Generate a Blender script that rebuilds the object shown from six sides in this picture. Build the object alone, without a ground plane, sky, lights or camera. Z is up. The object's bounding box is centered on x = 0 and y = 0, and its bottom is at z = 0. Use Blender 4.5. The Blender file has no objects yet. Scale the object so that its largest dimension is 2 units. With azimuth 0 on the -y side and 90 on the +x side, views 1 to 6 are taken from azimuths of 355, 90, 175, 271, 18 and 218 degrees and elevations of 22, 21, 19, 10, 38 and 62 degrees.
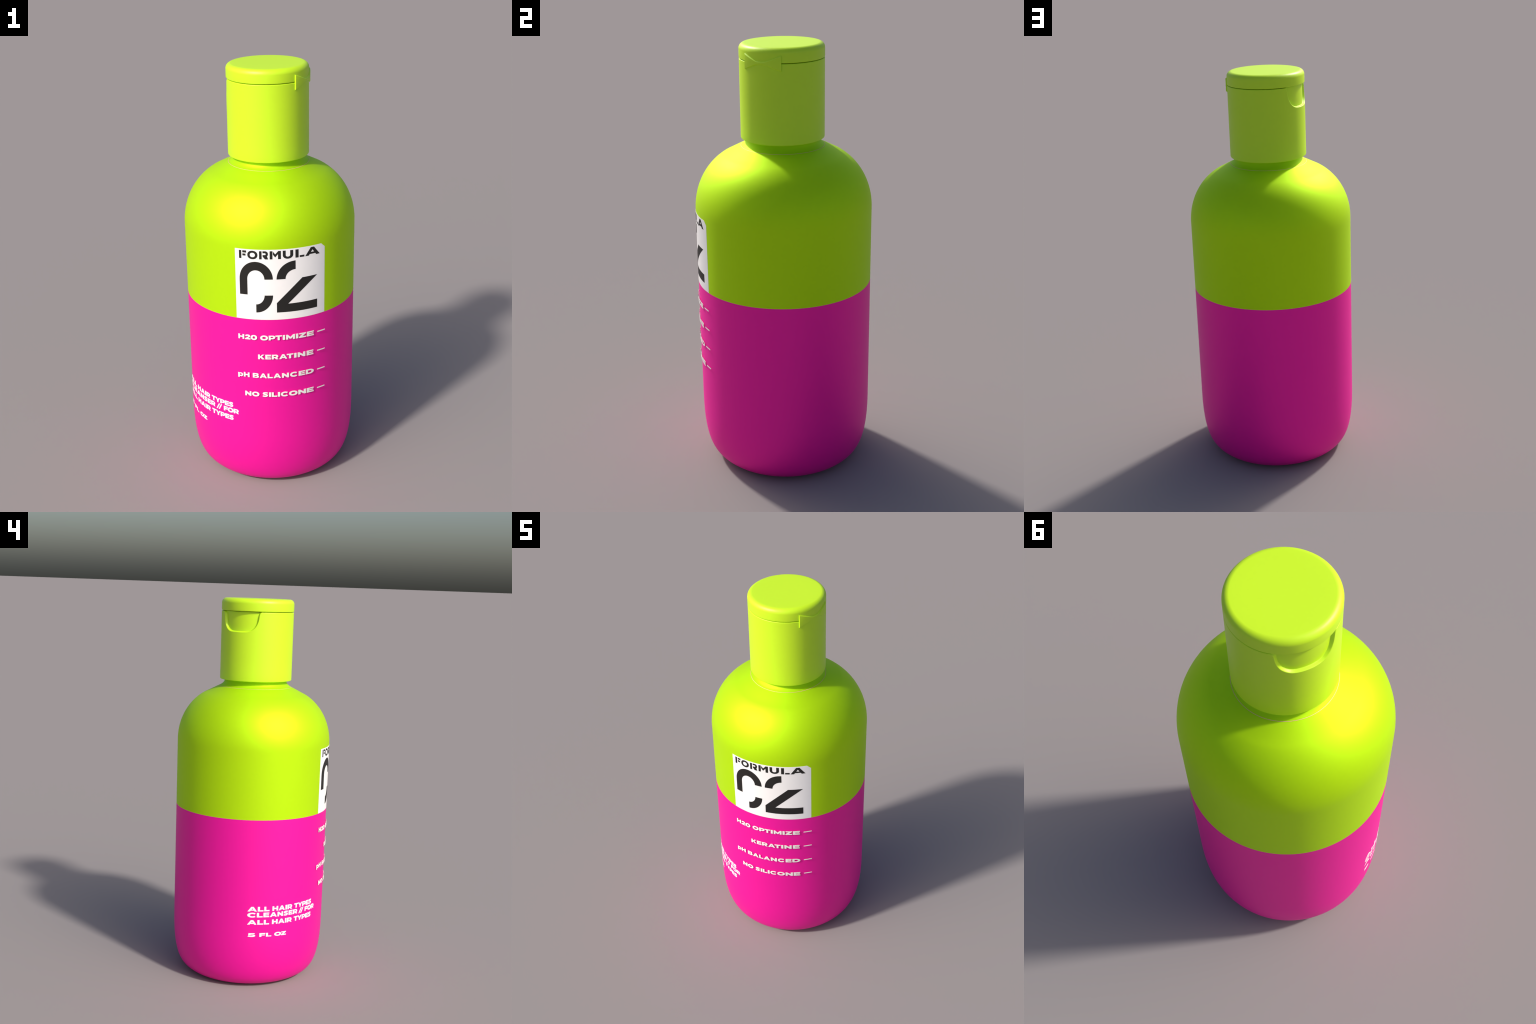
"""Two-tone shampoo bottle with a flip-top cap, a white numbered label and raised lettering."""
import bpy, bmesh, math
import numpy as np

AXIS_Y = 0.0026            # the raised lettering at the front pushes the bottle's axis back a little
R = 0.4038                 # body radius
Z_SEAM = 0.9100            # lime / pink boundary
CAP_R, CAP_BOTTOM, CAP_TOP = 0.1882, 1.5808, 1.9337
LID_R, LID_BOTTOM, LID_TOP = 0.1886, 1.9363, 2.0
HINGE_AZ = 60.9            # hinge faces this azimuth (0 = -y, 90 = +x); thumb notch is opposite
NOTCH_AZ = HINGE_AZ - 179.9
PRINT_AZ, SIDE_AZ = -25.0, -36.0   # directions the two blocks of print are projected from


# ------------------------------------------------------------------ materials
def plastic(name, colour, rough, specular=0.5, metal=0.0, grain=0.012, scale=60.0):
    m = bpy.data.materials.new(name)
    m.use_nodes = True
    nt = m.node_tree
    b = nt.nodes["Principled BSDF"]
    co = nt.nodes.new("ShaderNodeTexCoord")
    noise = nt.nodes.new("ShaderNodeTexNoise")
    noise.inputs["Scale"].default_value = scale
    noise.inputs["Detail"].default_value = 2.0
    nt.links.new(co.outputs["Object"], noise.inputs["Vector"])
    ramp = nt.nodes.new("ShaderNodeValToRGB")
    lo = [max(0.0, c * (1 - grain)) for c in colour]
    hi = [min(1.0, c * (1 + grain)) for c in colour]
    ramp.color_ramp.elements[0].color = (*lo, 1)
    ramp.color_ramp.elements[1].color = (*hi, 1)
    nt.links.new(noise.outputs["Fac"], ramp.inputs["Fac"])
    nt.links.new(ramp.outputs["Color"], b.inputs["Base Color"])
    b.inputs["Roughness"].default_value = rough
    b.inputs["Specular IOR Level"].default_value = specular
    b.inputs["Metallic"].default_value = metal
    return m


LIME = plastic("lime_body_plastic", (0.515, 0.845, 0.006), 0.57, 0.20, 0.44)
CAP = plastic("lime_cap_plastic", (0.575, 0.875, 0.015), 0.45)
PINK = plastic("pink_body_plastic", (0.985, 0.0035, 0.39), 0.53, 0.5, 0.38)
WHITE = plastic("white_label", (0.90, 0.885, 0.88), 0.5)
PRINT = plastic("white_print", (0.92, 0.91, 0.91), 0.5)
RAISED = plastic("raised_white_print", (0.86, 0.86, 0.84), 0.5)
NECK_LINE = plastic("neck_line_pink", (0.95, 0.16, 0.45), 0.5, 0.5)
BLACK = plastic("black_print", (0.019, 0.018, 0.017), 0.5, 0.2)


# ------------------------------------------------------------------ helpers
def add_object(name, mesh, material, parent=None):
    ob = bpy.data.objects.new(name, mesh)
    bpy.context.scene.collection.objects.link(ob)
    if material:
        mesh.materials.clear()
        mesh.materials.append(material)
    ob.parent = parent
    return ob


def grid_mesh(name, rings, closed=True, caps=(False, False)):
    """rings: array (n, m, 3) of vertices, n rings of m points each."""
    n, m, _ = rings.shape
    verts = rings.reshape(-1, 3).tolist()
    faces = []
    cols = m if closed else m - 1
    for i in range(n - 1):
        for j in range(cols):
            k = (j + 1) % m
            faces.append((i * m + j, i * m + k, (i + 1) * m + k, (i + 1) * m + j))
    for end, row in ((0, 0), (1, n - 1)):
        if caps[end]:
            loop = [row * m + j for j in range(m)]
            faces.append(tuple(loop[::-1] if end == 0 else loop))
    me = bpy.data.meshes.new(name)
    me.from_pydata(verts, [], faces)
    me.validate()
    return me


def smooth(me, angle=35.0):
    me.polygons.foreach_set("use_smooth", [True] * len(me.polygons))
    me.set_sharp_from_angle(angle=math.radians(angle))
    me.update()


def polar(r, az, z):
    a = np.radians(az)
    return np.stack(np.broadcast_arrays(r * np.sin(a), -r * np.cos(a), z), -1)


def spline(points, per=8):
    """Centripetal Catmull-Rom curve through 2-D points."""
    p = np.array(points, float)
    p = np.vstack([2 * p[0] - p[1], p, 2 * p[-1] - p[-2]])
    out = []
    for i in range(1, len(p) - 2):
        a, b, c, d = p[i - 1:i + 3]
        t0 = 0.0
        t1 = t0 + np.linalg.norm(b - a) ** 0.5
        t2 = t1 + np.linalg.norm(c - b) ** 0.5
        t3 = t2 + np.linalg.norm(d - c) ** 0.5
        for t in np.linspace(t1, t2, per, endpoint=False):
            A1 = (t1 - t) / (t1 - t0) * a + (t - t0) / (t1 - t0) * b
            A2 = (t2 - t) / (t2 - t1) * b + (t - t1) / (t2 - t1) * c
            A3 = (t3 - t) / (t3 - t2) * c + (t - t2) / (t3 - t2) * d
            B1 = (t2 - t) / (t2 - t0) * A1 + (t - t0) / (t2 - t0) * A2
            B2 = (t3 - t) / (t3 - t1) * A2 + (t - t1) / (t3 - t1) * A3
            out.append((t2 - t) / (t2 - t1) * B1 + (t - t1) / (t2 - t1) * B2)
    out.append(p[-2])
    return np.array(out)


def arc(cx, cy, rx, ry, a0, a1, n=14):
    t = np.radians(np.linspace(a0, a1, n))
    return [(cx + rx * math.cos(a), cy + ry * math.sin(a)) for a in t]


def revolve(name, profile, segments=360):
    az = np.arange(segments) * 360.0 / segments
    rings = np.stack([polar(r, az, z) for r, z in profile])
    return grid_mesh(name, rings)


# ------------------------------------------------------------------ the thing
bottle = bpy.data.objects.new("shampoo_bottle", None)
bpy.context.scene.collection.objects.link(bottle)
bottle.location = (0.0, AXIS_Y, 0.0)
bottle["label"] = "lime and pink plastic shampoo bottle with flip-top cap"
bottle["category"] = "shampoo bottle"


# ------------------------------------------------------------------ body: one smooth profile, split at the seams
foot = spline([(0.262, 0.0000), (0.2800, 0.0013), (0.3020, 0.0045), (0.3257, 0.0120), (0.3450, 0.0247), (0.3632, 0.0450),
               (0.3778, 0.0740), (0.3880, 0.1090), (0.3955, 0.1500), (0.4006, 0.2000), (0.4031, 0.2500), (R, 0.3050)], 8)
base = np.array([(0.0005, 0.006), (0.20, 0.006), (0.235, 0.004), (0.25, 0.0008), (0.256, 0.0001)])
t = np.linspace(0, math.pi / 2, 40)
shoulder = np.stack([0.1541 + 0.2497 * np.cos(t), 1.2565 + 0.2788 * np.sin(t)], -1)   # quarter ellipse
shoulder = shoulder[(shoulder[:, 1] < 1.505)]
neck = spline([tuple(shoulder[-1]), (0.2440, 1.5165), (0.2160, 1.5310), (0.1885, 1.5450), (0.1768, 1.5525), (0.1680, 1.5620),
               (0.1625, 1.5730), (0.1600, 1.5860), (0.1600, 1.6300)], 8)[1:]
side_low = np.array([(R, z) for z in np.linspace(0.36, Z_SEAM, 10)])
side_high = np.array([(R, z) for z in np.linspace(Z_SEAM, 1.2565, 8)[1:-1]])
profile = np.vstack([base, foot, side_low, side_high, shoulder, neck])

body = revolve("body", profile, 360)
smooth(body, 60)
body.update()
normals = np.empty(len(body.vertices) * 3)
body.vertices.foreach_get("normal", normals)
normals = normals.reshape(-1, 3)
SEG = 360
split_ring = int(np.argmin(np.abs(profile[:, 1] - Z_SEAM) + (profile[:, 0] < 0.4) * 9))
verts = np.empty(len(body.vertices) * 3)
body.vertices.foreach_get("co", verts)
verts = verts.reshape(len(profile), SEG, 3)


def body_part(name, i0, i1, material):
    me = grid_mesh(name, verts[i0:i1 + 1], True, (i0 == 0, False))
    me.polygons.foreach_set("use_smooth", [True] * len(me.polygons))
    me.normals_split_custom_set_from_vertices(normals.reshape(len(profile), SEG, 3)[i0:i1 + 1].reshape(-1, 3).tolist())
    return add_object(name, me, material, bottle)


lower = body_part("lower_body", 0, split_ring, PINK)
upper = body_part("upper_body", split_ring, len(profile) - 1, LIME)

# fine pale pink line where the shoulder turns into the neck
line_profile = [(0.1893, 1.54425), (0.18955, 1.5447), (0.1890, 1.5450), (0.1876, 1.5450), (0.1876, 1.54425)]
line = revolve("neck_line", line_profile, 240)
smooth(line, 30)
add_object("neck_line", line, NECK_LINE, upper)


# ------------------------------------------------------------------ cap base with thumb notch
def notch_outline():
    """Half outline (half width along the surface, height), mirrored into a closed polygon."""
    half = spline([(0.0, 1.8306), (0.030, 1.8308), (0.048, 1.8322), (0.064, 1.8365), (0.0795, 1.8455), (0.0905, 1.8560),
                   (0.0980, 1.8680), (0.1042, 1.8820), (0.1082, 1.9000), (0.1108, 1.9180), (0.1145, 1.9265), (0.1205, 1.9315), (0.1320, 1.9345)], 6)
    half = np.vstack([half, [(0.132, 1.98)]])
    return np.vstack([half[::-1] * [-1, 1], half[1:]])


def inside_distance(poly, pts):
    """Distance to the outline for points inside the polygon, 0 outside."""
    a, b = poly, np.roll(poly, -1, 0)
    best = np.full(len(pts), 1e9)
    inside = np.zeros(len(pts), bool)
    for (ax, ay), (bx, by) in zip(a, b):
        d = np.array([bx - ax, by - ay])
        L = d @ d
        if L < 1e-14:
            continue
        w = pts - [ax, ay]
        s = np.clip((w @ d) / L, 0, 1)
        best = np.minimum(best, np.hypot(*(w - s[:, None] * d).T))
        cross = (ay > pts[:, 1]) != (by > pts[:, 1])
        xi = ax + (pts[:, 1] - ay) / (by - ay if by != ay else 1e-12) * (bx - ax)
        inside ^= cross & (pts[:, 0] < xi)
    return np.where(inside, best, 0.0)


def cap_base():
    fine = np.arange(-42, 42.01, 0.3)
    coarse = np.arange(44, 317, 2.0)
    rel = np.concatenate([fine, coarse])
    az = NOTCH_AZ + rel
    rel = (rel + 180) % 360 - 180
    f = 0.0042
    prof = [(0.150, CAP_BOTTOM + 0.012), (0.176, CAP_BOTTOM + 0.003), (0.179, CAP_BOTTOM)]
    prof += [(x, z) for x, z in arc(CAP_R - f, CAP_BOTTOM + f, f, f, -90, 0, 7)]
    prof += [(CAP_R, z) for z in np.linspace(1.62, 1.815, 8)]
    prof += [(CAP_R, z) for z in np.arange(1.8180, CAP_TOP - 0.0034, 0.0009)]
    f = 0.0032
    top = arc(CAP_R - f, CAP_TOP - f, f, f, 0, 90, 7)
    prof += top
    prof = np.array(prof)
    poly = notch_outline()
    rings = []
    for r, z in prof:
        ring_r = np.full(len(az), r)
        if z > 1.82:
            pts = np.stack([np.radians(rel) * CAP_R, np.full(len(az), z)], -1)
            d = np.zeros(len(az))
            near = np.abs(rel) < 45
            d[near] = inside_distance(poly, pts[near])
            low = np.clip((z - 1.831) / 0.045, 0, 1)
            width = 0.0052 + 0.0016 * low                      # wall: steep at the floor, more slanted at the sides
            u = np.clip(d / width, 0, 1)
            e, k = 0.28, 1 / (1 - 0.28)                           # small fillets at the rim and at the foot of the wall
            u = np.where(u < e, k * u * u / (2 * e), np.where(u > 1 - e, 1 - k * (1 - u) ** 2 / (2 * e), k * (u - e / 2)))
            ring_r = np.minimum(ring_r, CAP_R - 0.0120 * u)
        rings.append(polar(ring_r, az, z))
    rings.append(polar(np.full(len(az), 0.160), az, CAP_TOP))
    rings.append(polar(np.full(len(az), 0.158), az, LID_BOTTOM + 0.004))   # core up into the lid
    me = grid_mesh("cap_base", np.stack(rings))
    smooth(me, 40)
    return me


cap = add_object("cap_base", cap_base(), CAP, bottle)

# ------------------------------------------------------------------ lid
f, g = 0.0245, 0.0036
lid_profile = [(0.150, LID_BOTTOM + 0.0005), (0.170, LID_BOTTOM)] + arc(LID_R - g, LID_BOTTOM + g, g, g, -90, 0, 7)
lid_profile += arc(LID_R - f, LID_TOP - f, f, f, 0, 90, 20) + [(0.12, LID_TOP), (0.06, LID_TOP), (0.0005, LID_TOP)]
lid_mesh = revolve("lid", lid_profile, 240)
smooth(lid_mesh, 40)
lid = add_object("lid", lid_mesh, CAP, bottle)


# ------------------------------------------------------------------ bow-tie hinge strap across the lid seam
def hinge_mesh():
    zc, half = 1.9355, 27.6
    n = 97
    rel = np.linspace(-half, half, n)
    straight = 0.0350 * (np.abs(rel) - 0.3) / (half - 0.3)
    h = 0.5 * (straight + 0.0072 + np.sqrt((straight - 0.0072) ** 2 + 0.0030 ** 2))
    h = np.minimum(h, 0.0351)
    # cross-section from the lower root over the face to the upper root, swept along the strap
    half_section = [(0.184, 0.0, 0.0), (0.1884, 0.0, 0.0), (0.1936, -0.0036, -0.2), (0.1940, -0.0042, -0.3), (0.1941, -0.0050, -0.5)]
    section = [(r, -1, dz, grow) for r, dz, grow in half_section] + [(r, 1, dz, grow) for r, dz, grow in half_section[::-1]]
    rings = []
    for a, hh in zip(rel, h):
        rings.append(np.stack([polar(r, HINGE_AZ + a * (half + grow) / half, zc + sgn * (hh + dz)) for r, sgn, dz, grow in section]))
    me = grid_mesh("hinge", np.stack(rings), closed=True, caps=(True, True))
    bm = bmesh.new()
    bm.from_mesh(me)
    bmesh.ops.recalc_face_normals(bm, faces=bm.faces)
    bm.to_mesh(me)
    bm.free()
    smooth(me, 30)
    return me


hinge = add_object("hinge", hinge_mesh(), CAP, lid)


# ------------------------------------------------------------------ lettering: bold wide capitals drawn from strokes and outlines
S, B = 0.345, 0.262        # stem and bar thickness, in cap heights


def ribbon(centre, width):
    """A stroke of given width along a centre line, as one outline."""
    c = np.array(centre, float)
    d = np.gradient(c, axis=0)
    d /= np.linalg.norm(d, axis=1)[:, None]
    nrm = np.stack([-d[:, 1], d[:, 0]], -1)
    w = np.broadcast_to(np.array(width, float), (len(c),))[:, None] / 2
    return [tuple(p) for p in np.vstack([c + nrm * w, (c - nrm * w)[::-1]])]


def ring_shape(cx, cy, rx, ry, n=40, e=2.15):
    t = np.linspace(0, math.tau, n, endpoint=False)
    s, c = np.sin(t), np.cos(t)
    return [(cx + rx * np.sign(a) * abs(a) ** (2 / e), cy + ry * np.sign(b) * abs(b) ** (2 / e)) for a, b in zip(c, s)]


def bowl(x0, x1, y0, y1, n=12):
    """Box whose right end is rounded (for B, D, P, R)."""
    ry = (y1 - y0) / 2
    rx = min((x1 - x0) * 0.75, ry * 1.25)
    return [(x0, y0)] + arc(x1 - rx, y0 + ry, rx, ry, -90, 90, n) + [(x0, y1)]


def glyph(ch):
    """Outlines (outer contours and holes) of one character, cap height 1; and its width."""
    if ch == "I":
        return [[(0, 0), (0.375, 0), (0.375, 1), (0, 1)]], 0.375
    if ch == "L":
        w = 0.94
        return [[(0, 0), (w, 0), (w, B), (S, B), (S, 1), (0, 1)]], w
    if ch == "E":
        w, m = 1.02, 0.115
        return [[(0, 0), (w, 0), (w, 0.245), (S, 0.245), (S, 0.5 - m), (w - 0.07, 0.5 - m), (w - 0.07, 0.5 + m), (S, 0.5 + m),
                 (S, 0.755), (w - 0.01, 0.755), (w - 0.01, 1), (0, 1)]], w
    if ch == "F":
        w = 0.98
        return [[(0, 0), (S, 0), (S, 0.34), (w - 0.08, 0.34), (w - 0.08, 0.595), (S, 0.595), (S, 0.74), (w, 0.74), (w, 1), (0, 1)]], w
    if ch == "H":
        w = 1.15
        return [[(0, 0), (S, 0), (S, 0.365), (w - S, 0.365), (w - S, 0), (w, 0), (w, 1), (w - S, 1), (w - S, 0.635), (S, 0.635), (S, 1), (0, 1)]], w
    if ch == "T":
        w = 1.10
        a, b = (w - S) / 2, (w + S) / 2
        return [[(a, 0), (b, 0), (b, 1 - B), (w, 1 - B), (w, 1), (0, 1), (0, 1 - B), (a, 1 - B)]], w
    if ch == "K":
        w = 1.20
        return [[(0, 0), (S, 0), (S, 0.24), (0.45, 0.36), (0.76, 0), (w, 0), (0.70, 0.58), (w - 0.04, 1), (0.76, 1), (S, 0.58), (S, 1), (0, 1)]], w
    if ch == "N":
        w = 1.20
        return [[(0, 0), (S, 0), (S, 0.50), (w - 0.29, 0), (w, 0), (w, 1), (w - S, 1), (w - S, 0.50), (0.29, 1), (0, 1)]], w
    if ch == "M":
        w = 1.40
        s = 0.325
        return [[(0, 0), (s, 0), (s, 0.50), (w / 2 - 0.135, 0.13), (w / 2 + 0.135, 0.13), (w - s, 0.50), (w - s, 0), (w, 0), (w, 1),
                 (w - 0.27, 1), (w / 2, 0.50), (0.27, 1), (0, 1)]], w
    if ch == "Z":
        w = 1.06
        return [[(0, 0), (w, 0), (w, B), (0.50, B), (w - 0.02, 0.80), (w - 0.02, 1), (0.04, 1), (0.04, 1 - B), (0.52, 1 - B), (0, 0.20)]], w
    if ch == "A":
        w = 1.36
        return [[(0, 0), (0.345, 0), (0.425, 0.175), (w - 0.425, 0.175), (w - 0.345, 0), (w, 0), (w / 2 + 0.17, 1), (w / 2 - 0.17, 1)],
                [(w / 2 - 0.125, 0.405), (w / 2 + 0.125, 0.405), (w / 2, 0.69)]], w
    if ch == "Y":
        w = 1.24
        a, b = (w - S) / 2, (w + S) / 2
        return [[(a, 0), (b, 0), (b, 0.36), (w, 1), (w - 0.35, 1), (w / 2, 0.62), (0.35, 1), (0, 1), (a, 0.36)]], w
    if ch == "/":
        return [[(0, -0.11), (0.30, -0.11), (0.98, 1.10), (0.68, 1.10)]], 0.98
    if ch == "-":
        return [[(0, 0), (1.0, 0), (1.0, 0.215), (0, 0.215)]], 1.0
    if ch == "O":
        w = 1.37
        return [ring_shape(w / 2, 0.5, w / 2, 0.525), ring_shape(w / 2, 0.5, w / 2 - 0.36, 0.525 - 0.285)], w
    if ch == "0":
        w = 1.20
        return [ring_shape(w / 2, 0.5, w / 2, 0.525), ring_shape(w / 2, 0.5, w / 2 - 0.37, 0.525 - 0.27)], w
    if ch == "C":
        w = 1.24
        t = np.radians(np.linspace(42, 318, 30))
        return [ribbon([(0.69 + 0.525 * math.cos(a), 0.5 + 0.39 * math.sin(a)) for a in t], 0.285 + 0.06 * np.cos(t) ** 2)], w
    if ch == "D":
        w = 1.25
        return [bowl(0, w, 0, 1), bowl(S, w - 0.345, B, 1 - B)[::-1]], w
    if ch == "P":
        w = 1.14
        b = bowl(0, w, 0.235, 1)
        return [[(0, 0), (S, 0), (S, 0.235)] + b[1:], bowl(S, w - 0.35, 0.49, 0.745)[::-1]], w
    if ch == "R":
        w = 1.18
        b = bowl(0, w - 0.03, 0.255, 1)
        k = [p for p in b[1:] if p[1] > 0.36]
        return [[(0, 0), (S, 0), (S, 0.255), (0.52, 0.255), (0.79, 0), (w, 0), (0.90, 0.335)] + k, bowl(S, w - 0.38, 0.50, 0.745)[::-1]], w
    if ch == "B":
        w = 1.19
        lo, up = bowl(0, w, 0, 0.545), bowl(0, w - 0.06, 0.50, 1)
        lo = [p for p in lo[1:-1] if p[1] < 0.50]
        up = [p for p in up[1:-1] if p[1] > 0.55]
        return [[(0, 0)] + lo + [(w - 0.14, 0.525)] + up + [(0, 1)], bowl(S, w - 0.36, 0.215, 0.405, 8)[::-1], bowl(S, w - 0.42, 0.61, 0.785, 8)[::-1]], w
    if ch == "S":
        w = 1.06
        c = spline([(0.955, 0.825), (0.72, 0.885), (0.48, 0.885), (0.24, 0.815), (0.20, 0.70), (0.30, 0.595), (0.53, 0.52),
                    (0.78, 0.435), (0.87, 0.315), (0.80, 0.185), (0.58, 0.115), (0.34, 0.115), (0.07, 0.195)], 4)
        return [ribbon(c, 0.272)], w
    if ch == "2":
        w = 1.04
        outer = spline([(0.56, 0.26), (0.80, 0.44), (0.95, 0.56), (1.0, 0.70), (0.94, 0.87), (0.78, 0.985), (0.53, 1.02), (0.25, 0.97), (0.03, 0.80)], 4)
        inner = spline([(0.25, 0.62), (0.37, 0.715), (0.50, 0.745), (0.60, 0.72), (0.63, 0.655), (0.59, 0.58), (0.47, 0.48), (0.02, 0.20)], 4)
        return [[(0.02, 0), (w, 0), (w, 0.26)] + [tuple(p) for p in outer] + [tuple(p) for p in inner]], w
    if ch == "5":
        w = 1.12
        return [[(0.13, 1), (1.02, 1), (1.02, 0.755), (0.43, 0.755), (0.41, 0.635), (0.60, 0.635)]
                + arc(0.66, 0.31, 0.46, 0.325, 88, -90, 14) + [(0.50, -0.02), (0.22, 0.01), (0.0, 0.09), (0.12, 0.325), (0.32, 0.255), (0.50, 0.225), (0.60, 0.225)]
                + arc(0.62, 0.31, 0.15, 0.085, -80, 80, 6) + [(0.50, 0.395), (0.09, 0.395)]], w
    if ch == "p":
        w = 1.05
        return [[(0, -0.26), (0.32, -0.26), (0.32, 0.02)] + arc(0.60, 0.385, w - 0.60, 0.405, -105, 110, 16) + [(0.31, 0.70), (0.31, 0.775), (0, 0.775)],
                ring_shape(0.535, 0.385, 0.215, 0.165, 20)[::-1]], w
    raise KeyError(ch)


def flat_mesh(contours):
    """Filled planar mesh of a set of contours with holes, cut by vertical lines so that it can bend."""
    cu = bpy.data.curves.new("outline", "CURVE")
    cu.dimensions, cu.fill_mode = "2D", "BOTH"
    for c in contours:
        sp = cu.splines.new("POLY")
        sp.points.add(len(c) - 1)
        for p, (x, y) in zip(sp.points, c):
            p.co = (x, y, 0, 1)
        sp.use_cyclic_u = True
    ob = bpy.data.objects.new("outline", cu)
    bpy.context.scene.collection.objects.link(ob)
    me = bpy.data.meshes.new_from_object(ob.evaluated_get(bpy.context.evaluated_depsgraph_get()))
    bpy.data.objects.remove(ob)
    bpy.data.curves.remove(cu)
    return me


def wrap(name, contours, centre_az, r_in, r_out, material, parent, step=0.006, planar=True):
    """Lay flat outlines (metres: across, height) on the cylinder as a thin solid between two radii."""
    me = flat_mesh(contours)
    bm = bmesh.new()
    bm.from_mesh(me)
    bmesh.ops.remove_doubles(bm, verts=bm.verts, dist=1e-6)
    xs = [v.co.x for v in bm.verts]
    for x in np.arange(min(xs) + step, max(xs), step):
        bmesh.ops.bisect_plane(bm, geom=bm.verts[:] + bm.edges[:] + bm.faces[:], dist=1e-7, plane_co=(x, 0, 0), plane_no=(1, 0, 0))
    bmesh.ops.recalc_face_normals(bm, faces=bm.faces)
    if bm.faces and sum(f.normal.z * f.calc_area() for f in bm.faces) < 0:
        bmesh.ops.reverse_faces(bm, faces=bm.faces)
    top = bm.faces[:]
    dup = bmesh.ops.duplicate(bm, geom=bm.verts[:] + bm.edges[:] + bm.faces[:])
    vmap = dup["vert_map"]
    back = [g for g in dup["geom"] if isinstance(g, bmesh.types.BMFace)]
    bmesh.ops.reverse_faces(bm, faces=back)
    top_set = set(top)
    rim = [e for f in top for e in f.edges if len(e.link_faces) == 1]
    sides = []
    for e in rim:
        fce = e.link_faces[0]
        a, b = e.verts
        lp = [l for l in fce.loops if l.edge == e][0]
        a, b = lp.vert, lp.link_loop_next.vert
        sides.append((b, a, vmap[a], vmap[b]))
    front = {v for f in top for v in f.verts}
    for s in sides:
        bm.faces.new(s)
    for v in bm.verts:
        u, z = v.co.x, v.co.y
        a = math.radians(centre_az) + (math.asin(max(-1, min(1, u / R))) if planar else u / R)
        r = r_out if v in front else r_in
        v.co = (r * math.sin(a), -r * math.cos(a), z)
    for fc in bm.faces:
        fc.smooth = False
    bm.to_mesh(me)
    bm.free()
    me.name = name
    return add_object(name, me, material, parent)


def across(az, centre):
    return R * math.sin(math.radians(az - centre))


def text_line(text, gaps, az0, az1, centre, z, h, r_in, r_out, material):
    """Set a line of capitals between two azimuths; gaps holds spacing before each glyph in cap heights."""
    x, placed = 0.0, []
    for ch, gap in zip(text, gaps):
        shapes, w = glyph(ch)
        x += gap
        placed.append((ch, shapes, x))
        x += w
    u0, u1 = across(az0, centre), across(az1, centre)
    k = (u1 - u0) / x
    for ch, shapes, x0 in placed:
        name = {"-": "dash", "/": "slash"}.get(ch, "digit" if ch in "025" else "letter")
        contours = [[(u0 + (x0 + px) * k, z + py * h) for px, py in c] for c in shapes]
        wrap(name, contours, centre, r_in, r_out, material, lower)


def gaps_for(words, letter=0.12, word=0.54, kern=()):
    out, kern = [], dict(kern)
    i = 0
    for w in words:
        for j, _ in enumerate(w):
            g = 0.0 if i == 0 else (word if j == 0 else letter)
            out.append(g + kern.get(i, 0.0))
            i += 1
    return out


R_IN, R_OUT = R + 0.0046, R + 0.0052          # raised print stands clear of the wall
H = 0.0240
for words, az0, az1, z in (((["H20", "OPTIMIZE"]), -27.95, 22.30, 0.8093),
                           ((["KERATINE"]), -15.05, 22.00, 0.7118),
                           ((["pH", "BALANCED"]), -28.85, 22.35, 0.6140),
                           ((["NO", "SILICONE"]), -24.25, 22.25, 0.5155)):
    joined = "".join(words)
    kern = {"H20": {2: -0.09, 5: -0.12, 7: 0.06, 8: 0.03}, "KERATINE": {4: -0.22, 6: 0.06, 7: 0.08}, "pH": {2: 0.09, 6: 0.04, 7: 0.07, 8: 0.06},
            "NO": {6: 0.01, 10: 0.05}}[words[0]]
    text_line(joined, gaps_for(words, kern=kern.items()), az0, az1, PRINT_AZ, z, H, R_IN, R_OUT, RAISED)
    # pointer dash at the end of the line
    u0, u1 = across(25.0, PRINT_AZ), across(31.0, PRINT_AZ)
    zc = z + 0.0128
    wrap("dash", [[(u0, zc - 0.0027), (u1, zc - 0.0027), (u1, zc + 0.0027), (u0, zc + 0.0027)]], PRINT_AZ, R_IN, R_OUT, RAISED, lower)

PAIRS = {8: -0.14, 9: -0.08, 10: -0.07, 11: -0.12}
for words, az0, az1, z, kern, toward in ((["ALL", "HAIR", "TYPES"], -88.8, -33.5, 0.4335, PAIRS, SIDE_AZ),
                                         (["CLEANSER", "//", "FOR"], -88.8, -29.5, 0.4018, {8: -0.18, 9: -0.55, 10: -0.12, 11: -0.12, 12: -0.08}, SIDE_AZ),
                                         (["ALL", "HAIR", "TYPES"], -88.8, -33.5, 0.3630, PAIRS, SIDE_AZ),
                                         (["5", "FL", "OZ"], -88.2, -58.7, 0.2975, {1: 0.08, 4: -0.14}, SIDE_AZ - 6)):
    joined = "".join(words)
    zc = z
    h = 0.0200 if words[0] == "5" else 0.0246
    rr = R if z > 0.35 else R - 0.0002
    text_line(joined, gaps_for(words, kern=kern.items()), az0, az1, toward, zc, h, R - 0.003, rr + 0.00045, PRINT)

# ------------------------------------------------------------------ white label with stencil lettering and big numerals
az_left, az_right, z_top = -28.95, 31.0, 1.2506


def developed(az):
    return math.radians(az) * R


label_outline = [(developed(az_left), Z_SEAM + 0.0006), (developed(az_right), Z_SEAM + 0.0006), (developed(az_right), 1.2326),
                 (developed(28.1), z_top), (developed(az_left), z_top)]
label = wrap("label", [label_outline], 0.0, R - 0.002, R + 0.0004, WHITE, upper, planar=False)


def ink(name, contours):
    wrap(name, contours, PRINT_AZ, R - 0.001, R + 0.0008, BLACK, label)


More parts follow.
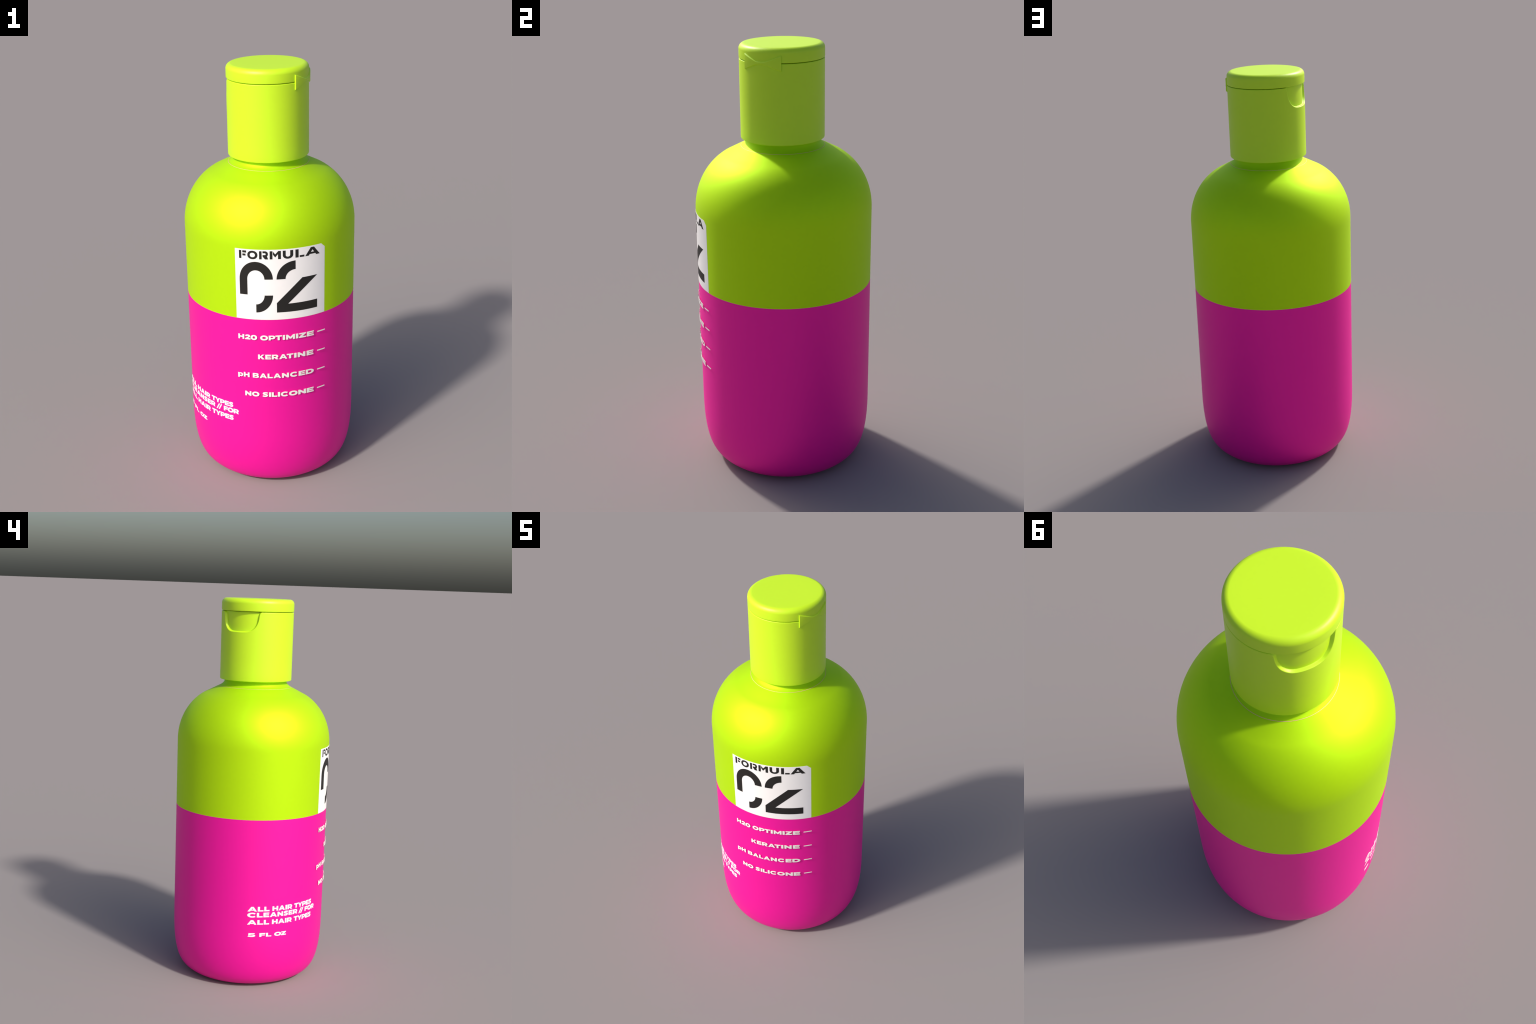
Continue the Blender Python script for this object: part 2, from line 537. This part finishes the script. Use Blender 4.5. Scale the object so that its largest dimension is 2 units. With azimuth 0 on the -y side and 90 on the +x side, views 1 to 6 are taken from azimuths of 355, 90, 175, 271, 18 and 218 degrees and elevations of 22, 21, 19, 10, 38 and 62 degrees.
# big "0": open arch with one leg, and a hooked quarter at the lower right
c0, top0, bot0 = 0.0656, 1.1084, 1.0308
arch = arc(c0, top0, 0.0741, 0.0842, 180, 0, 40) + arc(c0, top0, 0.0381, 0.0436, 0, 180, 32)
arch = arch + [(c0 - 0.0393 + 0.0012, 1.0318), (c0 - 0.0741, 1.0318)]
hook = arc(c0, bot0, 0.0741, 0.0847, 0, -90, 24) + arc(c0, bot0, 0.0378, 0.0446, -90, 0, 20)
ink("digit", [arch])
ink("digit", [hook])
# big "2": quarter arc above a slanted stroke with a flat foot
c2 = 0.2310
crown = arc(c2, 1.1081, 0.0761, 0.0848, 180, 90, 24) + arc(c2, 1.1081, 0.0395, 0.0436, 90, 180, 20)
tail = [(0.1549, 0.9462), (0.3098, 0.9459), (0.3098, 0.9866), (0.2015, 0.9866), (0.3095, 1.1072), (0.2564, 1.1069), (0.1549, 0.9925)]
ink("digit", [crown])
ink("digit", [tail])

# stencil word above it
b, tp = 1.2055, 1.2440
fh = tp - b


def box(x0, x1, y0, y1):
    return [(x0, b + y0 * fh), (x1, b + y0 * fh), (x1, b + y1 * fh), (x0, b + y1 * fh)]


def pts(points):
    return [(x, b + y * fh) for x, y in points]


ink("letter", [box(-0.0085, 0.0026, 0, 1), box(0.0075, 0.0252, 0.735, 1.0), box(0.0075, 0.0222, 0.36, 0.61)])                       # F
ink("letter", [[(x, b + y * fh) for x, y in ring_shape(0.0528, 0.5, 0.0226, 0.52)],
               [(x, b + y * fh) for x, y in ring_shape(0.0528, 0.5, 0.0116, 0.275)]])                                              # O
bowl_out = arc(0.1085, 0.645, 0.0121, 0.355, 90, -50, 14)
bowl_in = arc(0.1075, 0.645, 0.0035, 0.115, -70, 90, 8)
ink("letter", [box(0.0826, 0.0935, 0, 1),
               pts([(0.0975, 1.0)] + bowl_out + [(0.1212, 0.0), (0.1078, 0.0), (0.0975, 0.36), (0.0975, 0.53)] + bowl_in + [(0.0975, 0.76)])])  # R
ink("letter", [box(0.1277, 0.1392, 0, 1),
               pts([(0.1412, 0.95), (0.1412, 0.58), (0.1502, 0.22), (0.1620, 0.62), (0.1620, 0.0), (0.1738, 0.0), (0.1738, 1.0), (0.1632, 1.0), (0.1506, 0.60)])])  # M
u_out = arc(0.2016, 0.44, 0.0204, 0.46, 180, 360, 24)
u_in = arc(0.2016, 0.44, 0.0088, 0.205, 360, 180, 18)
ink("letter", [pts([(0.1812, 1.0)] + u_out + [(0.2220, 1.0), (0.2104, 1.0)] + u_in + [(0.1928, 1.0)])])                           # U
ink("letter", [box(0.2305, 0.2424, 0, 1), box(0.2466, 0.2638, 0, 0.235)])                                                         # L
ink("letter", [pts([(0.2672, 0), (0.2800, 0), (0.2830, 0.17), (0.3030, 0.17), (0.3060, 0), (0.3180, 0), (0.2986, 1.0), (0.2872, 1.0)]),
               pts([(0.2874, 0.40), (0.2986, 0.40), (0.2930, 0.70)])])                                                            # A

bpy.context.view_layer.update()
